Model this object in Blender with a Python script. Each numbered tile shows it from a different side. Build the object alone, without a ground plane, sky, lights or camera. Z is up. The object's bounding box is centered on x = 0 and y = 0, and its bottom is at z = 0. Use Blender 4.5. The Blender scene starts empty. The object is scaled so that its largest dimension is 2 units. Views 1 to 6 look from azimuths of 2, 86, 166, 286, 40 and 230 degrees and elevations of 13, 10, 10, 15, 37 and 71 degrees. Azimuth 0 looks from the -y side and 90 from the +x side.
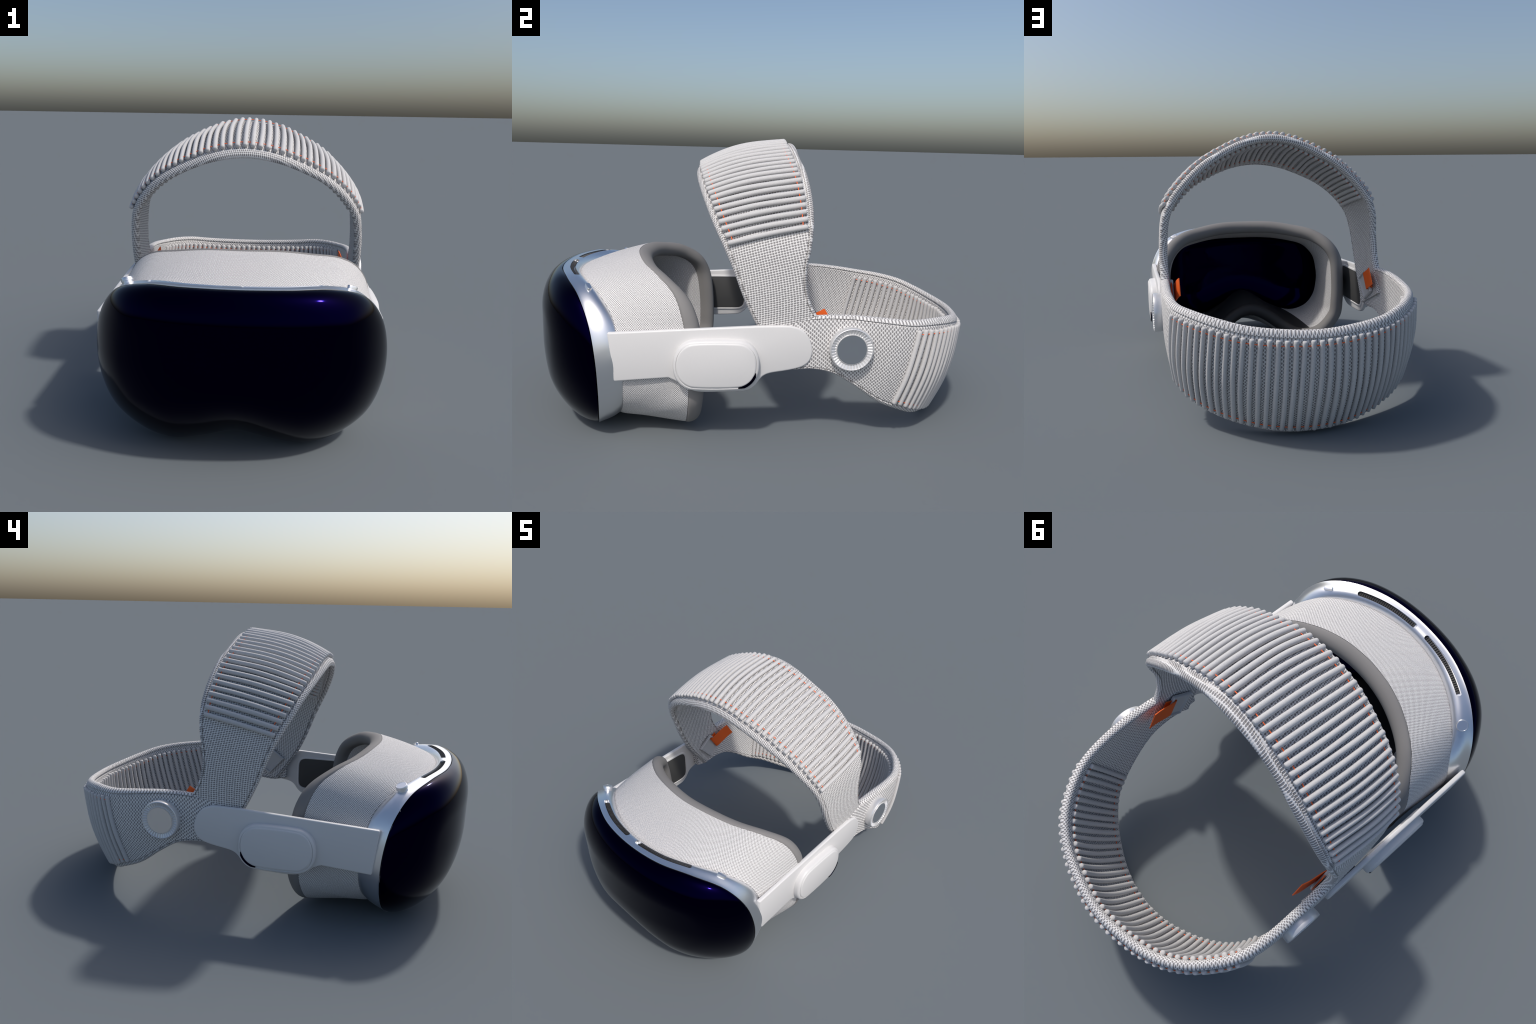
# A mixed-reality headset: glass visor, aluminium frame, fabric light seal, white side arms,
# ribbed knitted rear band and ribbed knitted top strap.
import bpy, bmesh, math, random
import numpy as np
from mathutils import Vector, Matrix

random.seed(7)
rng = np.random.default_rng(7)
MIRROR = np.array([-1.0, 1.0, 1.0])

# ------------------------------------------------------------------ helpers
def catmull(ctrl, t, ends=("open", "open")):
    """Catmull-Rom through control points at parameters t; an end may be 'mirror' (reflected in x=0)."""
    P = np.array(ctrl, float)
    a = P[1] * MIRROR if ends[0] == "mirror" else 2 * P[0] - P[1]
    b = P[-2] * MIRROR if ends[1] == "mirror" else 2 * P[-1] - P[-2]
    F = np.vstack([a, P, b])
    t = np.clip(np.asarray(t, float), 0, len(P) - 1)
    i = np.minimum(t.astype(int), len(P) - 2)
    u = (t - i)[:, None]
    return ((-.5 * u + u ** 2 - .5 * u ** 3) * F[i] + (1 - 2.5 * u ** 2 + 1.5 * u ** 3) * F[i + 1]
            + (.5 * u + 2 * u ** 2 - 1.5 * u ** 3) * F[i + 2] + (-.5 * u ** 2 + .5 * u ** 3) * F[i + 3])

class Path:
    """Half curve (x >= 0, starting on the symmetry plane) parametrised by arc length, mirrored for s < 0."""
    def __init__(self, ctrl):
        self.n = len(ctrl); self.c = ctrl
        t = np.linspace(0, self.n - 1, 1500)
        p = catmull(ctrl, t, ("mirror", "open"))
        self.t = t
        self.s = np.concatenate([[0], np.cumsum(np.linalg.norm(np.diff(p, axis=0), axis=1))])
        self.p = p; self.length = self.s[-1]
    def at(self, s):
        s = np.atleast_1d(s)
        q = np.stack([np.interp(np.abs(s), self.s, self.p[:, k]) for k in range(3)], 1)
        q[:, 0] *= np.where(s < 0, -1, 1)
        return q
    def find(self, axis, value, lo=0):
        k = np.argmin(np.abs(self.p[lo:, axis] - value)) + lo
        return self.s[k]

def unit(v):
    return v / (np.linalg.norm(v, axis=-1, keepdims=True) + 1e-12)

ASKEW = False
def new_object(name, verts, faces, mat, parent, angle=40, smooth=True):
    if ASKEW: verts = set_askew(np.array([np.asarray(v, float) for v in verts]))
    me = bpy.data.meshes.new(name)
    me.from_pydata([tuple(map(float, v)) for v in verts], [], [tuple(int(i) for i in f) for f in faces])
    me.validate()
    bm = bmesh.new(); bm.from_mesh(me)
    bmesh.ops.recalc_face_normals(bm, faces=bm.faces)
    bm.to_mesh(me); bm.free()
    if smooth:
        me.shade_smooth(); me.set_sharp_from_angle(angle=math.radians(angle))
    me.materials.append(mat)
    ob = bpy.data.objects.new(name, me)
    bpy.context.scene.collection.objects.link(ob)
    ob.parent = parent
    return ob

def grid_faces(nu, nv, wrap_u=False, wrap_v=False):
    f = []
    for i in range(nu if wrap_u else nu - 1):
        for j in range(nv if wrap_v else nv - 1):
            a, b = i, (i + 1) % nu
            c, d = j, (j + 1) % nv
            f.append((a * nv + c, b * nv + c, b * nv + d, a * nv + d))
    return f

def tube(path, radius, sides=12, bevel=.25, squash=None):
    """Round cord along a path with slightly rounded flat ends. Returns verts, faces."""
    path = np.asarray(path, float); n = len(path)
    tan = unit(np.gradient(path, axis=0))
    ref = np.array([0, 0, 1.0]) if abs(tan[n // 2, 2]) < .8 else np.array([1.0, 0, 0])
    rad = np.full(n, 1.0) * radius
    e = radius * bevel
    path = np.vstack([path[0], path[0] + tan[0] * e, path[1:-1], path[-1] - tan[-1] * e, path[-1]])
    tan = np.vstack([tan[0], tan, tan[-1]])
    rad = np.concatenate([[rad[0] - e], rad[:1], rad[1:-1], rad[-1:], [rad[-1] - e]])
    v = []
    for p, t, r in zip(path, tan, rad):
        a = unit(np.cross(t, ref)); b = np.cross(t, a)
        for k in range(sides):
            w = 2 * math.pi * k / sides
            v.append(p + r * (math.cos(w) * a + math.sin(w) * b))
    f = grid_faces(len(path), sides, wrap_v=True)
    f.append(tuple(range(sides))); f.append(tuple(range((len(path) - 1) * sides, len(path) * sides)))
    return v, f

def join(parts):
    V, F = [], []
    for v, f in parts:
        o = len(V); V.extend(v); F.extend([tuple(i + o for i in q) for q in f])
    return V, F

def mirrored(verts):
    return [np.asarray(v) * MIRROR for v in verts]

def bevel_mesh(verts, faces, width, segments=3, angle=35):
    me = bpy.data.meshes.new("tmp"); me.from_pydata([tuple(map(float, v)) for v in verts], [], faces)
    bm = bmesh.new(); bm.from_mesh(me)
    bmesh.ops.recalc_face_normals(bm, faces=bm.faces)
    ed = [e for e in bm.edges if len(e.link_faces) == 2 and e.calc_face_angle() > math.radians(angle)]
    bmesh.ops.bevel(bm, geom=ed, offset=width, segments=segments, profile=.5, affect='EDGES', clamp_overlap=True)
    bm.verts.index_update()
    V = [np.array(v.co) for v in bm.verts]; F = [tuple(v.index for v in f.verts) for f in bm.faces]
    bm.free(); bpy.data.meshes.remove(me)
    return V, F

def extrude_outline(outline, x_in, x_out):
    """Prism from a (y, z) outline between two x functions of (y, z)."""
    n = len(outline)
    v = [(x_out(y, z), y, z) for y, z in outline] + [(x_in(y, z), y, z) for y, z in outline]
    f = [tuple(range(n)), tuple(range(2 * n - 1, n - 1, -1))]
    f += [(i, (i + 1) % n, n + (i + 1) % n, n + i) for i in range(n)]
    return [np.array(p) for p in v], f

def round_outline(points, per=6):
    """Closed smooth outline through (y, z) points (Catmull-Rom)."""
    P = np.array(points, float); n = len(P); out = []
    for i in range(n):
        a, b, c, d = P[i - 1], P[i], P[(i + 1) % n], P[(i + 2) % n]
        for k in range(per):
            u = k / per
            out.append(.5 * (2 * b + (c - a) * u + (2 * a - 5 * b + 4 * c - d) * u * u + (3 * b - a - 3 * c + d) * u ** 3))
    return [tuple(p) for p in out]

def capsule_outline(y0, y1, z0, z1, power=2.25, n=72):
    cy, cz = (y0 + y1) / 2, (z0 + z1) / 2
    r = (z1 - z0) / 2; straight = (y1 - y0) / 2 - r
    out = []
    for k in range(n):
        w = 2 * math.pi * k / n
        c, s = math.cos(w), math.sin(w)
        c = math.copysign(abs(c) ** (2 / power), c); s = math.copysign(abs(s) ** (2 / power), s)
        out.append((cy + math.copysign(straight, c) * min(1, abs(c) * 3) + r * c, cz + r * s))
    return out

# ------------------------------------------------------------------ materials
def material(name):
    m = bpy.data.materials.new(name); m.use_nodes = True
    nt = m.node_tree
    return m, nt, nt.nodes["Principled BSDF"]

def node(nt, kind, **kw):
    n = nt.nodes.new(kind)
    for k, v in kw.items():
        setattr(n, k, v)
    return n

def math_node(nt, op, a, b=None):
    n = nt.nodes.new("ShaderNodeMath"); n.operation = op
    for i, x in enumerate((a, b)):
        if x is None: continue
        if isinstance(x, (int, float)): n.inputs[i].default_value = x
        else: nt.links.new(x, n.inputs[i])
    return n.outputs[0]

def ramp(nt, fac, stops):
    r = nt.nodes.new("ShaderNodeValToRGB")
    el = r.color_ramp.elements
    while len(el) < len(stops): el.new(.5)
    for e, (p, c) in zip(el, stops):
        e.position = p; e.color = (*c, 1)
    nt.links.new(fac, r.inputs[0])
    return r.outputs[0]

def plain(name, color, rough, metal=0.0, grain=0.0, scale=400, spec=.5, coat=0.0):
    m, nt, b = material(name)
    b.inputs["Roughness"].default_value = rough
    b.inputs["Metallic"].default_value = metal
    b.inputs["Specular IOR Level"].default_value = spec
    b.inputs["Coat Weight"].default_value = coat
    tc = node(nt, "ShaderNodeTexCoord")
    nz = node(nt, "ShaderNodeTexNoise"); nz.inputs["Scale"].default_value = scale
    nt.links.new(tc.outputs["Object"], nz.inputs["Vector"])
    c = np.array(color)
    nt.links.new(ramp(nt, nz.outputs["Fac"], [(.3, c * (1 - grain)), (.7, c * (1 + grain))]), b.inputs["Base Color"])
    if grain > 0:
        bp = node(nt, "ShaderNodeBump"); bp.inputs["Strength"].default_value = min(1, grain * 2); bp.inputs["Distance"].default_value = .001
        nt.links.new(nz.outputs["Fac"], bp.inputs["Height"]); nt.links.new(bp.outputs[0], b.inputs["Normal"])
    return m

def knit(name, axis, centre, radius, pitch_u, pitch_v, lattice, light, dark, hole, depth=.003, stretch=(1.0, 1.0), edge=0.0):
    """Warp-knit mesh: rows of dark openings between light threads, laid out on a cylinder
    round 'axis' (computed from Object coordinates)."""
    m, nt, b = material(name)
    b.inputs["Roughness"].default_value = .85
    b.inputs["Specular IOR Level"].default_value = .25
    tc = node(nt, "ShaderNodeTexCoord")
    sep = node(nt, "ShaderNodeSeparateXYZ"); nt.links.new(tc.outputs["Object"], sep.inputs[0])
    X, Y, Z = sep.outputs
    if axis == "z": up, along = Y, Z
    else: up, along = Z, Y
    ang = math_node(nt, "ARCTAN2", X, math_node(nt, "SUBTRACT", up, centre))
    u = math_node(nt, "MULTIPLY", ang, radius / pitch_u)
    up0 = math_node(nt, "SUBTRACT", up, centre)
    rad = math_node(nt, "SQRT", math_node(nt, "ADD", math_node(nt, "MULTIPLY", X, X), math_node(nt, "MULTIPLY", up0, up0)))
    # the radius carries the pattern round the edge of the strip
    v = math_node(nt, "MULTIPLY", math_node(nt, "ADD", along, math_node(nt, "MULTIPLY", rad, edge)), 1 / pitch_v)
    cmb = node(nt, "ShaderNodeCombineXYZ")
    if lattice == "diamond":          # square lattice turned by 45 degrees
        nt.links.new(math_node(nt, "ADD", u, v), cmb.inputs[0])
        nt.links.new(math_node(nt, "SUBTRACT", u, v), cmb.inputs[1])
    else:                             # rows, each shifted a little against the last
        nt.links.new(math_node(nt, "ADD", u, math_node(nt, "MULTIPLY", v, .28)), cmb.inputs[0])
        nt.links.new(v, cmb.inputs[1])
    vor = node(nt, "ShaderNodeTexVoronoi", voronoi_dimensions="2D", feature="F1")
    vor.inputs["Scale"].default_value = 1.0; vor.inputs["Randomness"].default_value = .10
    nt.links.new(cmb.outputs[0], vor.inputs["Vector"])
    dv = node(nt, "ShaderNodeVectorMath", operation="SUBTRACT")
    nt.links.new(cmb.outputs[0], dv.inputs[0]); nt.links.new(vor.outputs["Position"], dv.inputs[1])
    ds = node(nt, "ShaderNodeSeparateXYZ"); nt.links.new(dv.outputs[0], ds.inputs[0])
    if lattice == "diamond":
        du = math_node(nt, "MULTIPLY", math_node(nt, "ADD", ds.outputs[0], ds.outputs[1]), .7071 * stretch[0])
        dw = math_node(nt, "MULTIPLY", math_node(nt, "SUBTRACT", ds.outputs[0], ds.outputs[1]), .7071 * stretch[1])
    else:
        du = math_node(nt, "MULTIPLY", ds.outputs[0], stretch[0])
        dw = math_node(nt, "MULTIPLY", ds.outputs[1], stretch[1])
    d = math_node(nt, "SQRT", math_node(nt, "ADD", math_node(nt, "MULTIPLY", du, du), math_node(nt, "MULTIPLY", dw, dw)))
    nz = node(nt, "ShaderNodeTexNoise"); nz.inputs["Scale"].default_value = 260
    nt.links.new(tc.outputs["Object"], nz.inputs["Vector"])
    d2 = math_node(nt, "ADD", d, math_node(nt, "MULTIPLY", math_node(nt, "SUBTRACT", nz.outputs["Fac"], .5), .10))
    nt.links.new(ramp(nt, d2, [(hole[0], dark), (hole[1], light)]), b.inputs["Base Color"])
    bp = node(nt, "ShaderNodeBump"); bp.inputs["Strength"].default_value = .5; bp.inputs["Distance"].default_value = depth
    mr = node(nt, "ShaderNodeMapRange"); mr.inputs[1].default_value = hole[0] - .06; mr.inputs[2].default_value = hole[1] + .1
    nt.links.new(d2, mr.inputs[0]); nt.links.new(mr.outputs[0], bp.inputs["Height"])
    nt.links.new(bp.outputs[0], b.inputs["Normal"])
    return m

def cord_material():
    m, nt, b = material("woven_cord")
    b.inputs["Roughness"].default_value = .8; b.inputs["Specular IOR Level"].default_value = .2
    tc = node(nt, "ShaderNodeTexCoord")
    n1 = node(nt, "ShaderNodeTexNoise"); n1.inputs["Scale"].default_value = 330; n1.inputs["Detail"].default_value = 4
    nt.links.new(tc.outputs["Object"], n1.inputs["Vector"])
    nt.links.new(ramp(nt, n1.outputs["Fac"], [(.3, (.49, .485, .485)), (.62, (.57, .565, .565))]), b.inputs["Base Color"])
    bp = node(nt, "ShaderNodeBump"); bp.inputs["Strength"].default_value = .2; bp.inputs["Distance"].default_value = .0015
    nt.links.new(n1.outputs["Fac"], bp.inputs["Height"]); nt.links.new(bp.outputs[0], b.inputs["Normal"])
    return m

LIGHT, DARK = (.75, .74, .735), (.27, .262, .265)
M_band = knit("knit_rear_band", "z", .38, .60, .0160, .0178, "diamond", LIGHT, DARK, (.33, .42), stretch=(1.22, .86), edge=1.0)
M_strap = knit("knit_top_strap", "y", .58, .60, .0098, .0122, "rows", LIGHT, DARK, (.34, .42), stretch=(1.06, .96), edge=.9)
M_seal = knit("knit_light_seal", "y", .36, .50, .0086, .0092, "diamond", (.74, .73, .73), (.25, .245, .247), (.29, .44), depth=.0012)
M_cord = cord_material()
M_white = plain("white_plastic", (.66, .655, .655), .42, grain=.012, scale=300)
M_grey = plain("grey_plastic", (.50, .50, .505), .35)
M_alu = plain("brushed_aluminium", (.84, .85, .87), .32, metal=1.0)
M_visor = plain("visor_glass", (.0010, .0005, .013), .08, metal=1.0)
M_foam = plain("cushion_foam", (.215, .21, .208), .75, grain=.03, scale=500, spec=.25)
M_rubber = plain("black_rubber", (.022, .022, .024), .6)
M_vent = plain("vent_grille", (.016, .016, .017), .5)
M_pad = plain("dark_pad", (.055, .055, .055), .6)
M_orange = plain("orange_webbing", (.78, .115, .008), .6, grain=.03)
M_thread = plain("orange_thread", (.95, .13, .01), .6)
M_dial = plain("dial_ring", (.74, .74, .745), .28, metal=.5)
M_face = plain("dial_face", (.78, .79, .81), .10, metal=1.0)

# ------------------------------------------------------------------ root
root = bpy.data.objects.new("mixed_reality_headset", None)
bpy.context.scene.collection.objects.link(root)
root.location = (0.005, 0, 0)
root.rotation_euler = (0, 0, 0.009)
root["label"] = "white and silver headset with dark glass visor and ribbed knit straps"
root["category"] = "VR headset"

def group(name, parent=root):
    e = bpy.data.objects.new(name, None); bpy.context.scene.collection.objects.link(e); e.parent = parent
    return e

# ------------------------------------------------------------------ front unit: shared loops
# half loops from top centre round the side to bottom centre
RIM = [(0, -.912, .680), (.19, -.892, .678), (.356, -.829, .667), (.482, -.753, .622), (.560, -.695, .522), (.592, -.666, .39),
       (.583, -.659, .25), (.525, -.67, .119), (.40, -.70, .031), (.265, -.735, .003), (.125, -.765, .034), (0, -.775, .068)]
SEAM_FRONT = [(0, -.839, .651), (.165, -.817, .649), (.313, -.755, .641), (.43, -.675, .611), (.513, -.605, .537), (.561, -.574, .423),
              (.557, -.560, .293), (.50, -.572, .165), (.375, -.608, .072), (.24, -.65, .048), (.12, -.685, .068), (0, -.70, .092)]
SEAM_BACK = [(0, -.569, .744), (.153, -.552, .741), (.287, -.509, .722), (.406, -.440, .695), (.494, -.363, .635), (.545, -.322, .543),
             (.555, -.302, .420), (.553, -.296, .284), (.532, -.300, .165), (.424, -.320, .048), (.260, -.364, .036), (0, -.445, .178)]
# opening at the bottom of the eye cavity, and the roll-back width of the visor glass at the same stations
PANEL = [(0, -.81, .612), (.17, -.79, .610), (.30, -.74, .595), (.397, -.675, .570), (.456, -.625, .505), (.476, -.61, .42),
         (.478, -.605, .34), (.456, -.61, .24), (.395, -.63, .165), (.29, -.66, .138), (.16, -.71, .182), (0, -.74, .268)]
ROLL = [.16, .16, .16, .15, .14, .14, .16, .20, .24, .26, .25, .25]
NH = 110
def loop(ctrl):
    t = np.linspace(0, len(ctrl) - 1, NH + 1)
    h = catmull(ctrl, t, ("mirror", "mirror"))
    return np.vstack([h, (h * MIRROR)[-2:0:-1]])
NL = 2 * NH
def set_askew(p):
    """The front unit sits very slightly turned on the straps."""
    q = np.array(p, float); a = -.026
    x, y = q[..., 0].copy(), q[..., 1] + .75
    q[..., 0] = x * math.cos(a) - y * math.sin(a) + .007
    q[..., 1] = x * math.sin(a) + y * math.cos(a) - .75
    return q
rim, seam1, seam2, panel = map(loop, (RIM, SEAM_FRONT, SEAM_BACK, PANEL))

def inward(lp):
    """Unit vectors in the x-z plane, perpendicular to the loop and pointing inside."""
    tan = np.roll(lp, -1, 0) - np.roll(lp, 1, 0); tan[:, 1] = 0
    tan = unit(tan)
    # loop runs clockwise seen from the front (x right, z up): inside is to the right of the tangent
    return np.stack([tan[:, 2], np.zeros(len(lp)), -tan[:, 0]], 1)

ASKEW = True
def sheet_height(x, z):
    return -1.0 + .45 * x ** 2 + .75 * x ** 4 + (.62 + .40 * np.exp(-(x / .18) ** 2)) * np.clip(.39 - z, 0, 1) ** 2

# visor: wrapped sheet of glass whose edge rolls back to the rim (quarter-ellipse roll)
centre_z = .38
roll = np.interp(np.linspace(0, len(ROLL) - 1, NH + 1), range(len(ROLL)), ROLL)
roll = np.concatenate([roll, roll[-2:0:-1]])
drop = rim[:, 1] - sheet_height(rim[:, 0], rim[:, 2])
fine = np.vstack([rim + (np.roll(rim, -1, 0) - rim) * k / 12 for k in range(12)])
def glass_y(x, z):
    m = np.hypot(x[:, None] - fine[None, :, 0], z[:, None] - fine[None, :, 2]).min(1)
    d = np.hypot(x[:, None] - rim[None, :, 0], z[:, None] - rim[None, :, 2])
    w = np.exp(-(d - m[:, None]) / .04); w /= w.sum(1, keepdims=True)
    e = np.clip(m / (w @ roll), 0, 1)
    return sheet_height(x, z) + (w @ drop) * (1 - np.sqrt(np.clip(1 - (1 - e) ** 2, 0, 1)))
rings = [rim]
for phi in np.linspace(math.pi / 2, 0.03, 60)[1:]:
    rho = math.sin(phi)
    x = rim[:, 0] * rho; z = centre_z + (rim[:, 2] - centre_z) * rho
    rings.append(np.stack([x, glass_y(x, z), z], 1))
V = np.vstack(rings); F = grid_faces(len(rings), NL, wrap_v=True)
V = np.vstack([V, [[0, -1.0, centre_z]]]); c = len(V) - 1; o = (len(rings) - 1) * NL
F += [(o + i, o + (i + 1) % NL, c) for i in range(NL)]
visor = new_object("visor", V, F, M_visor, root)

# frame: aluminium ring between the visor rim and the fabric
nin1, nin2 = -inward(rim), -inward(seam1)
SWELL = [.020, .020, .020, .018, .011, .004, .004, .007, .007, .006, .006, .006]
swell = np.interp(np.linspace(0, 11, NH + 1), range(12), SWELL); swell = np.concatenate([swell, swell[-2:0:-1]])
prof = []
inset = rim - nin1 * .010 + np.array([0, .02, 0])
prof.append(inset); prof.append(rim - nin1 * .004 + np.array([0, .003, 0]))
for s in np.linspace(0, 1, 24):
    b = swell * math.sin(math.pi * min(1, s ** 1.7 * .97 + .01)) ** .75
    nn = unit(nin1 * (1 - s) + nin2 * s)
    prof.append(rim * (1 - s) + seam1 * s + nn * b[:, None] + np.array([0, .004 * (1 - s), 0]))
prof.append(seam1 - nin2 * .006 + np.array([0, .001, 0])); prof.append(seam1 - nin2 * .03 - np.array([0, .006, 0]))
prof.append(seam1 * .5 + rim * .5 - nin2 * .05)
V = np.vstack(prof); F = grid_faces(len(prof), NL, wrap_u=True, wrap_v=True)
frame = new_object("frame", V, F, M_alu, root, angle=50)

# position on the frame's outer skin: a = loop parameter 0..11 (top centre to bottom), s = 0 rim .. 1 fabric
def on_frame(a, s, lift=0.0):
    t = np.atleast_1d(a)
    r = catmull(RIM, np.abs(t), ("mirror", "mirror")); q = catmull(SEAM_FRONT, np.abs(t), ("mirror", "mirror"))
    h = 1e-3
    d = catmull(RIM, np.abs(t) + h, ("mirror", "mirror")) - catmull(RIM, np.abs(t) - h, ("mirror", "mirror"))
    across = unit(q - r); nn = unit(np.cross(across, unit(d)))
    nn *= np.where(nn[:, 2:3] * .3 + nn[:, 0:1] < 0, -1, 1)
    b = np.interp(np.abs(t), range(12), SWELL)[:, None] * math.sin(math.pi * min(1, s ** 1.7 * .97 + .01)) ** .75
    p = r * (1 - s) + q * s + nn * (b + lift) + np.array([0, .004 * (1 - s), 0])
    sg = np.where(t < 0, -1.0, 1.0)[:, None]
    sg = np.hstack([sg, np.ones_like(sg), np.ones_like(sg)])
    return p * sg, nn * sg, across * sg

# ventilation slots cut into the top of the frame, with a ribbed grille inside
half_w = .0120
for side in (1, -1):
    a = (1.065 - .905 * np.cos(np.linspace(0, math.pi, 60))) * side
    p, nn, ac = on_frame(a, .47)
    run = unit(np.gradient(p, axis=0))
    s = np.concatenate([[0], np.cumsum(np.linalg.norm(np.diff(p, axis=0), axis=1))])
    e = np.minimum(s, s[-1] - s)
    w = half_w * np.sqrt(np.clip(1 - (1 - np.clip(e / half_w, .0, 1)) ** 2, .004, 1))
    rows = [p + ac * w[:, None] + nn * .03, p - ac * w[:, None] + nn * .03, p - ac * w[:, None] - nn * .013, p + ac * w[:, None] - nn * .013]
    V = np.stack(rows, 1).reshape(-1, 3); F = grid_faces(len(p), 4, wrap_v=True)
    F += [(0, 1, 2, 3), tuple(len(V) - 4 + k for k in range(4))]
    cutter = new_object("cutter", V, F, M_alu, None)
    md = frame.modifiers.new("cut", "BOOLEAN"); md.object = cutter; md.operation = "DIFFERENCE"; md.solver = "EXACT"
    dg = bpy.context.evaluated_depsgraph_get()
    me = bpy.data.meshes.new_from_object(frame.evaluated_get(dg))
    frame.modifiers.clear(); frame.data = me
    bpy.data.objects.remove(cutter)
    # grille: floor plus many small bars
    parts = []
    q, nq, aq = on_frame(np.linspace(.17, 1.96, 60) * side, .47)
    floor = np.stack([q + aq * .0098 - nq * .009, q - aq * .0098 - nq * .009, q - aq * .0098 - nq * .0125, q + aq * .0098 - nq * .0125], 1).reshape(-1, 3)
    parts.append((list(floor), grid_faces(len(q), 4, wrap_v=True)))
    for k in range(2, 58):
        if k % 2: continue
        path = np.linspace(q[k] - aq[k] * .0088 - nq[k] * .0075, q[k] + aq[k] * .0088 - nq[k] * .0075, 4)
        parts.append(tube(path, .0022, 6))
    V, F = join(parts)
    g = new_object("vent_grille", V, F, M_vent, frame); g["kind"] = "stuff"
frame.data.shade_smooth(); frame.data.set_sharp_from_angle(angle=math.radians(45))

# capture button (right) and turning crown (left) on the frame
p, nn, ac = on_frame(np.array([2.78]), .55)
p, nn, ac = p[0], nn[0], ac[0]; run = unit(np.cross(nn, ac))
ring = []
for k in range(32):
    w = 2 * math.pi * k / 32; c, s = math.cos(w), math.sin(w)
    ring.append((math.copysign(abs(c) ** .6, c) * .0225, math.copysign(abs(s) ** .6, s) * .0105))
layers = [(1.0, -.01), (1.0, .0075), (.92, .0100), (.75, .0108)]
V = [p + run * r[0] * k + ac * r[1] * k + nn * h for k, h in layers for r in ring]
F = grid_faces(4, 32, wrap_v=True) + [tuple(range(96, 128))]
new_object("button", V, F, M_alu, frame)

p, nn, ac = on_frame(np.array([-2.86]), .55); p, nn, ac = p[0], nn[0], ac[0]; run = unit(np.cross(nn, ac))
V, N = [], 64
for r0, h in [(.0235, -.01), (.0235, .003), (.0235, .004), (.0262, .0050), (.0262, .0165), (.0242, .0195), (.0220, .0200), (.0215, .0193)]:
    for k in range(N):
        w = 2 * math.pi * k / N
        r = r0 - (.0008 if (k % 2 and .0045 < h < .0170) else 0)
        V.append(p + nn * h + (run * math.cos(w) + ac * math.sin(w)) * r)
F = grid_faces(8, N, wrap_v=True) + [tuple(range(7 * N, 8 * N))]
new_object("crown", V, F, M_alu, frame)

# light seal: knitted sleeve from the frame back to the cushion
PUFF = [.008, .008, .008, .008, .006, .001, 0, .008, .016, .012, .006, .002]
puff = np.interp(np.linspace(0, 11, NH + 1), range(12), PUFF); puff = np.concatenate([puff, puff[-2:0:-1]])
out1, out2 = -inward(seam1), -inward(seam2)
rows = []
for s in np.linspace(0, 1, 30):
    nn = unit(out1 * (1 - s) + out2 * s + 1e-6)
    b = .003 * (1 - s) + puff * math.sin(math.pi * s ** .8) ** .8
    rows.append(seam1 * (1 - s) + seam2 * s + nn * b[:, None])
inner = [r - unit(out1 * .5 + out2 * .5) * .006 for r in rows[::-1]]
V = np.vstack(rows + inner[:1] + inner[-1:]); F = grid_faces(len(rows) + 2, NL, wrap_u=True, wrap_v=True)
seal = new_object("light_seal", V, F, M_seal, root, angle=60)

# cushion ring: D-shaped section on the back of the seal; rubber nose bridge in the middle below
sec = [(.006, -.004), (.001, .002), (-.003, .010), (-.002, .024), (.004, .040), (.016, .054), (.032, .061), (.048, .059), (.060, .050), (.067, .036), (.069, .018), (.066, .002), (.062, -.016)]
sec = catmull([(a, b, 0) for a, b in sec], np.linspace(0, len(sec) - 1, 37))
nin = inward(seam2)
for _ in range(12):
    nin = unit(nin + .5 * (np.roll(nin, 1, 0) + np.roll(nin, -1, 0)))
rows = [seam2 + nin * a + np.array([0, b, 0]) for a, b, _ in sec]
ring = np.stack(rows, 1)                                  # loop x section
idx_nose = np.arange(NH - 12, NH + 13)
idx_rest = np.concatenate([np.arange(NH + 12, NL), np.arange(0, NH - 11)])
def strip(rows_of, idx):
    a = rows_of[idx]; return a.reshape(-1, 3), grid_faces(len(idx), a.shape[1])
# lining from the cushion's inner lip to the panel behind the lenses
lip = ring[:, -1]
lin = np.stack([lip * (1 - s) + panel * s + unit(nin) * (.012 * math.sin(math.pi * s)) for s in np.linspace(0, 1, 14)], 1)
V, F = strip(ring, idx_rest); new_object("cushion", V, F, M_foam, root, angle=70)
idx_nose_lin = np.arange(NH - 17, NH + 18)
idx_rest_lin = np.concatenate([np.arange(NH + 17, NL), np.arange(0, NH - 16)])
V, F = strip(lin, idx_rest_lin); new_object("seal_lining", V, F, M_seal, root, angle=70)
V1 = strip(ring, idx_nose); V2 = strip(lin, idx_nose_lin)
V, F = join([(list(V1[0]), V1[1]), (list(V2[0]), V2[1])])
new_object("nose_bridge", V, F, M_rubber, root, angle=70)

# dark glossy panel carrying the eyepieces
rows = []
for phi in np.linspace(math.pi / 2 - .12, .03, 40):
    rho = math.sin(phi)
    x = rim[:, 0] * rho; z = centre_z + (rim[:, 2] - centre_z) * rho
    rows.append(np.stack([x, glass_y(x, z) + .022, z], 1))
V = np.vstack(rows); F = grid_faces(len(rows), NL, wrap_v=True) + [tuple(range((len(rows) - 1) * NL, len(rows) * NL))]
new_object("lens_panel", V, F, M_visor, root)

ASKEW = False
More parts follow.
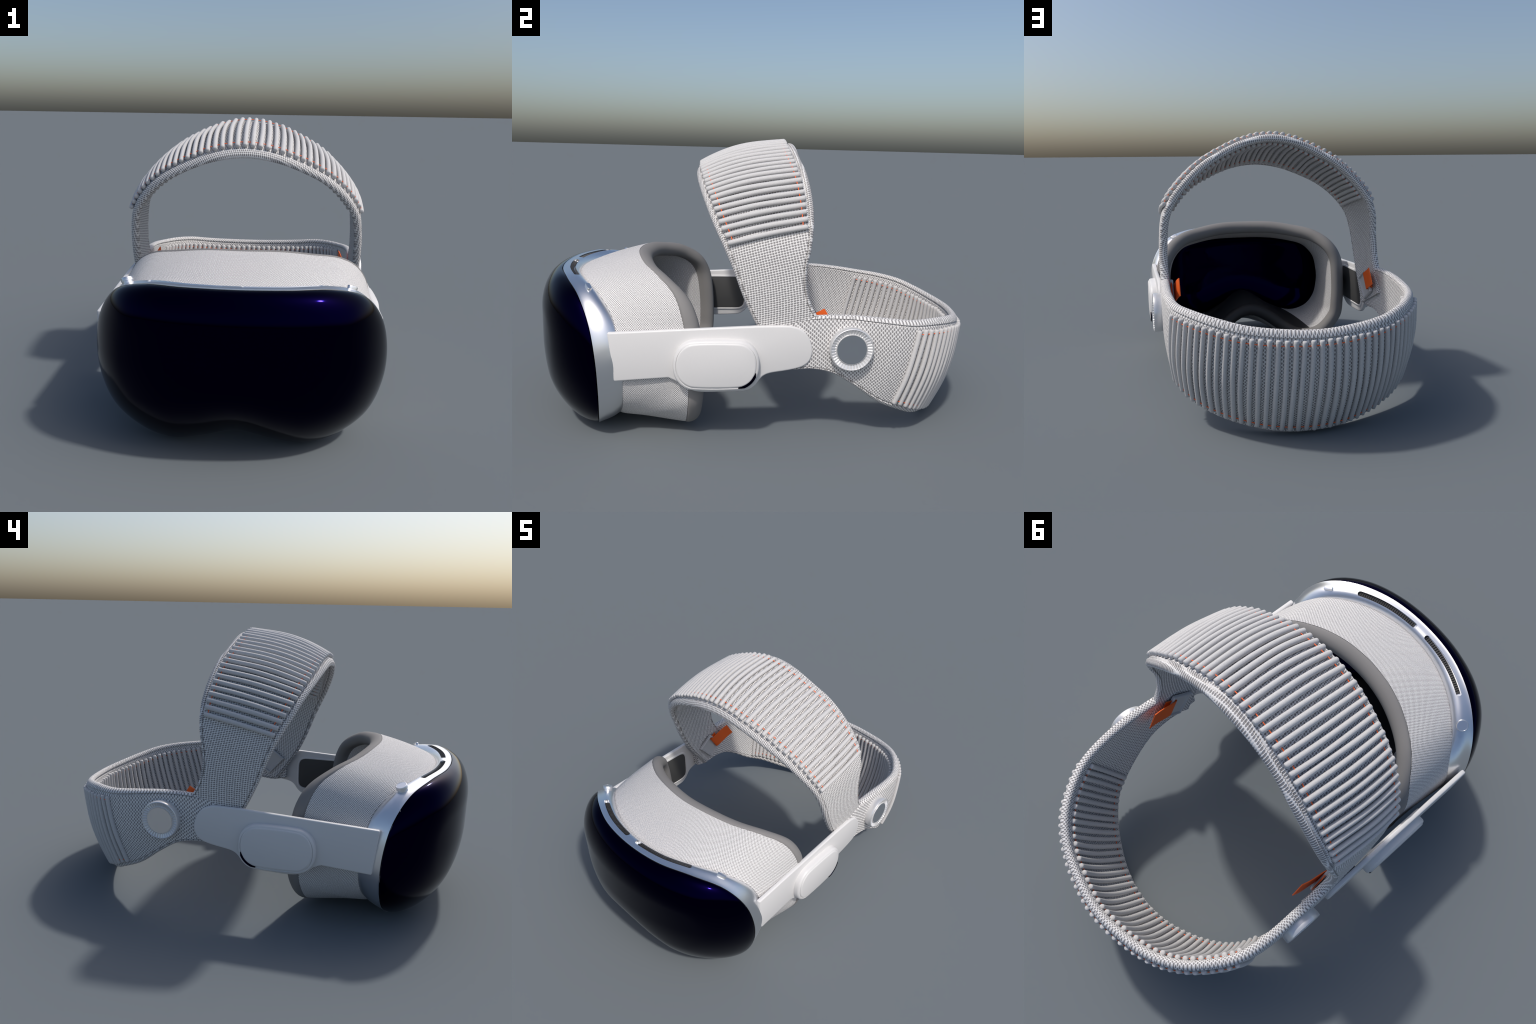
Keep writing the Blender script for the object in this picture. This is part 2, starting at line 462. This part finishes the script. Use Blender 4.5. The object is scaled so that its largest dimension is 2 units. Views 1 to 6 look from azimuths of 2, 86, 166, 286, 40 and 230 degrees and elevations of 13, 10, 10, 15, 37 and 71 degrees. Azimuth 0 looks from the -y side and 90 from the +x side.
# ------------------------------------------------------------------ knitted slabs with ribs
class Slab:
    """Ruled, bulged knitted strip between two edge paths. zone 0..1 = ribbed half, 1..2 = plain end."""
    def __init__(self, edge_a, edge_b, zone_a, zone_b, thick, bulge, outward_from):
        self.a, self.b = Path(edge_a), Path(edge_b)
        self.za, self.zb = zone_a(self.a), zone_b(self.b)
        self.thick, self.bulge, self.cen = thick, bulge, np.array(outward_from, float)
    def edges(self, q):
        q = np.atleast_1d(q).astype(float); sg = np.where(q < 0, -1, 1); aq = np.abs(q)
        def s(z, L): return np.where(aq <= 1, aq * z, z + (aq - 1) * (L - z)) * sg
        return self.a.at(s(self.za, self.a.length)), self.b.at(s(self.zb, self.b.length))
    def frame_at(self, q):
        A, B = self.edges(q); h = .01
        A1, B1 = self.edges(np.clip(q + h, -2, 2)); A0, B0 = self.edges(np.clip(q - h, -2, 2))
        tan = unit((A1 + B1) - (A0 + B0)); ch = B - A
        n = unit(np.cross(tan, ch))
        mid = (A + B) / 2 - self.cen
        n *= np.where((n * mid).sum(1, keepdims=True) < 0, -1, 1)
        return A, B, n, tan
    def point(self, q, w, depth):
        """q: station, w: 0..1 across (scalar or array like q), depth: below the outer face."""
        q = np.atleast_1d(q).astype(float); w = np.broadcast_to(w, q.shape); depth = np.broadcast_to(depth, q.shape)
        A, B, n, tan = self.frame_at(q)
        return A + (B - A) * w[:, None] + n * (self.bulge(np.abs(q), w) - depth)[:, None]
    def width(self, q):
        A, B = self.edges(q); return np.linalg.norm(B - A, axis=1)
    def body(self, name, mat, parent, nq=300, nw=30, groove=.007):
        T = self.thick; sec = []
        W = .45
        r = T / 2
        ww = np.linspace(0, 1, nw)
        gr = .024
        ws = sorted(set(list(np.round(ww[1:-1], 4)) + [gr / W, gr / W - .012, gr / W + .012, 1 - gr / W, 1 - gr / W + .012, 1 - gr / W - .012]))
        ws = [w for w in ws if r * .6 / W < w < 1 - r * .6 / W]
        def dip(w): return groove if min(abs(w - gr / W), abs(1 - w - gr / W)) < 1e-6 else 0
        def tuck(w):
            e = min(w, 1 - w) * W
            return r * .55 * max(0, 1 - e / (r * .9)) ** 2
        for w in ws: sec.append((w, dip(w) + tuck(w)))
        for k in range(1, 6):
            a = math.pi * k / 6; sec.append((1 - r * .6 / W + (r * .6 / W) * math.sin(a), r - r * .80 * math.cos(a)))
        for w in ws[::-1]: sec.append((w, T - dip(w) - tuck(w)))
        for k in range(1, 6):
            a = math.pi * k / 6; sec.append((r * .6 / W - (r * .6 / W) * math.sin(a), T - r + r * .80 * math.cos(a)))
        Q = np.linspace(-2, 2, nq); m = len(sec)
        V = np.stack([self.point(Q, w, d) for w, d in sec], 1).reshape(-1, 3)
        F = grid_faces(nq, m, wrap_v=True) + [tuple(range(m)), tuple(range((nq - 1) * m, nq * m))]
        return new_object(name, V, F, mat, parent, angle=55)
    def ribs(self, name, count, radius, margins, depth, parent, wobble=.0012, zone=1.0, span=36):
        made = []
        for k in range(count):
            q = zone * (2 * k / (count - 1) - 1)
            w = np.linspace(margins[0] + margins[2] * abs(q), 1 - margins[1], span)
            j = rng.normal(0, 1, 4)
            s = np.linspace(0, 1, span)
            dq = .010 * (j[0] * np.sin(math.pi * s) * .25 + j[1] * .12 * np.sin(2 * math.pi * s))
            path = self.point(np.clip(q + dq, -1.05, 1.05), w + .003 * j[2], depth + wobble * .6 * np.sin(3 * math.pi * s + j[3]))
            v, f = tube(path, radius * (1 + .03 * j[3]), 12, .3)
            made.append(new_object(name, v, f, M_cord, parent, angle=50))
        return made
    def stitches(self, name, count, w_list, depth, parent, radius=.0018, zone=1.0, slope=0.0):
        parts = []
        for w0 in w_list:
            for k in range(count - 1):
                q = zone * np.linspace((2 * (k + .22) / (count - 1) - 1), (2 * (k + .78) / (count - 1) - 1), 5)
                parts.append(tube(self.point(q, w0 + (slope * np.abs(q) if w0 < .5 else 0), depth), radius, 6))
        V, F = join(parts)
        o = new_object(name, V, F, M_thread, parent); o["kind"] = "stuff"; return o

# top strap --------------------------------------------------------
FRONT_EDGE = [(0, -.304, 1.128), (.141, -.300, 1.110), (.272, -.281, 1.064), (.388, -.253, 1.004), (.476, -.217, .926), (.533, -.174, .838),
              (.554, -.132, .739), (.561, -.091, .631), (.561, -.038, .519), (.558, .022, .425), (.553, .082, .342)]
REAR_EDGE = [(0, .154, 1.259), (.113, .155, 1.243), (.227, .162, 1.198), (.339, .180, 1.136), (.436, .191, 1.052), (.514, .193, .957),
             (.558, .183, .853), (.570, .165, .733), (.573, .182, .620), (.570, .235, .525), (.565, .290, .441)]
def strap_bulge(q, w):
    amp = .030 * np.clip(1 - q / 1.25, 0, 1) + .006
    return amp * np.sin(math.pi * np.clip(w, 0, 1) ** .85) 
strap_slab = Slab(FRONT_EDGE, REAR_EDGE, lambda p: p.find(2, .842), lambda p: p.find(2, .925), .037, strap_bulge, (0, 0, .5))
top_strap = strap_slab.body("top_strap", M_strap, root)
strap_slab.ribs("rib", 41, .0112, (.055, .075, .0), -.0105, top_strap)
strap_slab.ribs("inner_rib", 41, .0105, (.10, .10, 0), .037 + .005, top_strap, zone=.93)
strap_slab.stitches("orange_stitching", 41, (.115, .875), -.0125, top_strap)
strap_slab.stitches("orange_stitching", 41, (.16, .84), .037 + .006, top_strap, zone=.93, radius=.0018)

# rear band --------------------------------------------------------
BAND_TOP = [(0, .976, .471), (.152, .957, .477), (.295, .914, .490), (.407, .844, .511), (.493, .744, .525), (.555, .626, .534), (.577, .488, .551),
            (.580, .344, .564), (.575, .20, .560), (.572, .10, .538), (.570, .025, .50)]
BAND_BOTTOM = [(0, .848, -.005), (.16, .828, .002), (.311, .765, .030), (.430, .688, .068), (.508, .602, .118), (.551, .49, .175), (.570, .38, .256),
               (.577, .29, .312), (.577, .20, .333), (.574, .115, .330), (.570, .035, .345)]
def band_bulge(q, w):
    amp = .038 * np.clip(1 - q / 1.45, 0, 1) ** .7 + .005
    return amp * np.sin(math.pi * np.clip(w, 0, 1) ** 1.0) ** .85
band_slab = Slab(BAND_TOP, BAND_BOTTOM, lambda p: p.find(1, .655), lambda p: p.find(1, .55), .040, band_bulge, (0, .3, .3))
rear_band = band_slab.body("rear_band", M_band, root)
band_slab.ribs("rib", 41, .0110, (.050, .070, .035), -.0065, rear_band)
band_slab.ribs("inner_rib", 41, .0115, (.085, .07, .02), .040 + .0065, rear_band, zone=1.04)
band_slab.stitches("orange_stitching", 41, (.092, .89), -.0080, rear_band, slope=.035)
band_slab.stitches("orange_stitching", 41, (.13, .88), .040 + .006, rear_band, zone=1.04, slope=.02, radius=.0018)

# ------------------------------------------------------------------ side arms, pods, dials, tabs
ARM = [(-.630, .494), (-.034, .523), (.085, .524), (.118, .520), (.145, .510), (.170, .488), (.188, .454), (.196, .412), (.184, .374), (.158, .352),
       (.125, .341), (.085, .333), (.039, .326), (.014, .320), (-.004, .311), (-.018, .297), (-.030, .280), (-.044, .265), (-.064, .252), (-.092, .246), (-.170, .243), (-.257, .243), (-.300, .252),
       (-.333, .270), (-.358, .289), (-.391, .305), (-.608, .290)]
def arm_x(y): return .589 + (y + .62) * .004
LEAN = -.006        # both arms lean a touch to one side towards the rear
def dense(outline, step=.012):
    out = []
    for a, b in zip(outline, outline[1:] + outline[:1]):
        n = max(1, int(math.dist(a, b) / step))
        out += [(a[0] + (b[0] - a[0]) * k / n, a[1] + (b[1] - a[1]) * k / n) for k in range(n)]
    return out

def add_pair(name, V, F, mat, parents, lean=0.0, **kw):
    obs = []
    for sg, par in zip((1, -1), parents):
        W = np.array([np.asarray(v, float) for v in (V if sg > 0 else mirrored(V))])
        W[:, 0] += lean * np.clip(W[:, 1] + .6, 0, 2)
        obs.append(new_object(name, W, F, mat, par, **kw))
    return obs

smooth_part = catmull([(y, z, 0) for y, z in ARM[1:-1]], np.linspace(0, len(ARM) - 3, 4 * (len(ARM) - 3) + 1))
ARM = [ARM[0]] + [(float(p[0]), float(p[1])) for p in smooth_part] + [ARM[-1]]
v, f = extrude_outline(ARM, lambda y, z: arm_x(y) - .022, lambda y, z: arm_x(y))
V, F = bevel_mesh(v, f, .007, 3, 60)
arms = add_pair("arm", V, F, M_white, (root, root), lean=LEAN)

# audio pod: rounded plate on the arm with a raised lid
def stack(outlines_x):
    V, n = [], len(outlines_x[0][0])
    for outline, dx in outlines_x:
        V += [np.array((arm_x(y) + dx, y, z)) for y, z in outline]
    F = grid_faces(len(outlines_x), n, wrap_v=True) + [tuple(range((len(outlines_x) - 1) * n, len(outlines_x) * n))]
    return V, F
def cap(g, dz=0.0): return capsule_outline(-.370 + g, -.022 - g, .258 + g + dz, .472 - g + dz)
V, F = stack([(cap(.0), -.004), (cap(0), .020), (cap(.002), .026), (cap(.006), .0305), (cap(.011), .032), (cap(.013), .0295)])
pods = add_pair("audio_pod", V, F, M_white, arms, lean=LEAN, angle=35)
V, F = stack([(cap(.0135, .003), .010), (cap(.0135, .003), .0325), (cap(.016, .003), .0355), (cap(.021, .003), .0370)])
add_pair("pod_lid", V, F, M_white, pods, lean=LEAN, angle=35)
# speaker opening: dark crescent at the lower rear of the pod
o = cap(.0125, .0); n = len(o)
sel = [p for p in o if p[1] < .345 and p[0] > -.125]
sel.sort(key=lambda p: math.atan2(p[1] - .36, p[0] + .127))
path = np.array([(arm_x(y) + .0325, y, z) for y, z in sel])
tt = np.linspace(0, 1, 24); s = np.linspace(0, 1, len(path))
path = np.stack([np.interp(tt, s, path[:, k]) for k in range(3)], 1)
tan = unit(np.gradient(path, axis=0)); nrm = np.cross(tan, np.array([1.0, 0, 0]))
V = []
for p, nn, u in zip(path, nrm, tt):
    w = .0070 * min(1, 5 * min(u, 1 - u) + .2) 
    for a, b in ((1, .0), (.6, .0045), (-.6, .0045), (-1, .0), (-.6, -.006), (.6, -.006)):
        V.append(p + nn * w * a + np.array([b, 0, 0]))
F = grid_faces(len(path), 6, wrap_v=True) + [tuple(range(6)), tuple(range(len(V) - 6, len(V)))]
add_pair("speaker_opening", V, F, M_visor, pods, lean=LEAN)

# dark pad on the inside of the arm, with a raised rim
def pad(g): return capsule_outline(-.36 + g, -.044 - g, .288 + g, .474 - g, power=5)
def inner_stack(items):
    V, n = [], len(items[0][0])
    for outline, dx in items: V += [np.array((arm_x(y) - .022 - dx, y, z)) for y, z in outline]
    return V, grid_faces(len(items), n, wrap_v=True), n
V, F, n = inner_stack([(pad(-.012), -.004), (pad(-.012), .004), (pad(-.008), .007), (pad(-.003), .007), (pad(0), .003), (pad(0), -.004)])
add_pair("pad_rim", V, F, M_white, arms, lean=LEAN)
V, F, n = inner_stack([(pad(-.001), -.003), (pad(-.001), .0035), (pad(.003), .005)]); F.append(tuple(range(2 * n, 3 * n)))
add_pair("inner_pad", V, F, M_pad, arms, lean=LEAN)

# fit dial: knurled bevel ring round a polished face
dy, dz, base = .352, .434, .590
N = 120; V = []
for r0, x, kn in [(.088, base - .010, 0), (.0905, base + .016, 0), (.0905, base + .026, 0), (.0885, base + .031, 0), (.0855, base + .0325, 0), (.0840, base + .0315, 1), (.0670, base + .0265, 1), (.0655, base + .0250, 0), (.0640, base + .0250, 0), (.0632, base + .0290, 0), (.0612, base + .0290, 0), (.0604, base + .0270, 0)]:
    for k in range(N):
        w = 2 * math.pi * k / N
        xx = x - (.0040 if kn and k % 3 == 0 else 0)
        V.append(np.array((xx, dy + r0 * math.cos(w), dz + r0 * math.sin(w))))
F = grid_faces(12, N, wrap_v=True)
dials = add_pair("dial", V, F, M_dial, (rear_band, rear_band), angle=25)
V = [np.array((base + .0298, dy + .0607 * math.cos(2 * math.pi * k / N), dz + .0607 * math.sin(2 * math.pi * k / N))) for k in range(N)]
V += [v - np.array((.01, 0, 0)) for v in V]
F = [tuple(range(N)), tuple(range(N, 2 * N))] + [(k, (k + 1) % N, N + (k + 1) % N, N + k) for k in range(N)]
add_pair("dial_face", V, F, M_face, dials, angle=30)

# grey clip plate on the inside foot of the top strap, with an orange pull tab looped through it
c0 = np.array((.134, .457)); du = unit(np.array((.085, -.098))); dv = unit(np.array((.089, .066)))
def plate_ring(hu, hv, x): return [np.array((x, *(c0 + du * a * hu + dv * b * hv))) for a, b in ((-1, -1), (1, -1), (1, 1), (-1, 1))]
px = .527
V = plate_ring(.068, .056, px) + plate_ring(.068, .056, px - .011) + plate_ring(.064, .052, px - .015) + plate_ring(.058, .046, px - .015) + plate_ring(.055, .043, px - .007)
F = grid_faces(5, 4, wrap_v=True) + [(16, 17, 18, 19)]
add_pair("clip_plate", V, F, M_grey, (top_strap, top_strap), angle=20)
run = unit(np.array((.118, .053))); wid = unit(np.array((-.050, .077)))
o0 = np.array((.1595, .4795))
ctrl = [(.045, px - .002), (.030, px - .005), (.010, px - .008), (-.006, px - .014), (.006, px - .020), (.045, px - .024), (.090, px - .028), (.131, px - .036)]
cp = catmull([(a, b, 0) for a, b in ctrl], np.linspace(0, len(ctrl) - 1, 48))
tg = unit(np.gradient(cp[:, :2], axis=0)); nr = np.stack([-tg[:, 1], tg[:, 0]], 1)
V = []
for (a, x, _), nn in zip(cp, nr):
    for h, t in ((-1, -1), (1, -1), (1, 1), (-1, 1)):
        yz = o0 + run * (a + nn[0] * t * .002) + wid * h * .046
        V.append(np.array((x + nn[1] * t * .002, yz[0], yz[1])))
F = grid_faces(len(cp), 4, wrap_v=True) + [(0, 1, 2, 3), tuple(len(V) - 4 + k for k in range(4))]
add_pair("pull_tab", V, F, M_orange, (top_strap, top_strap), angle=30)
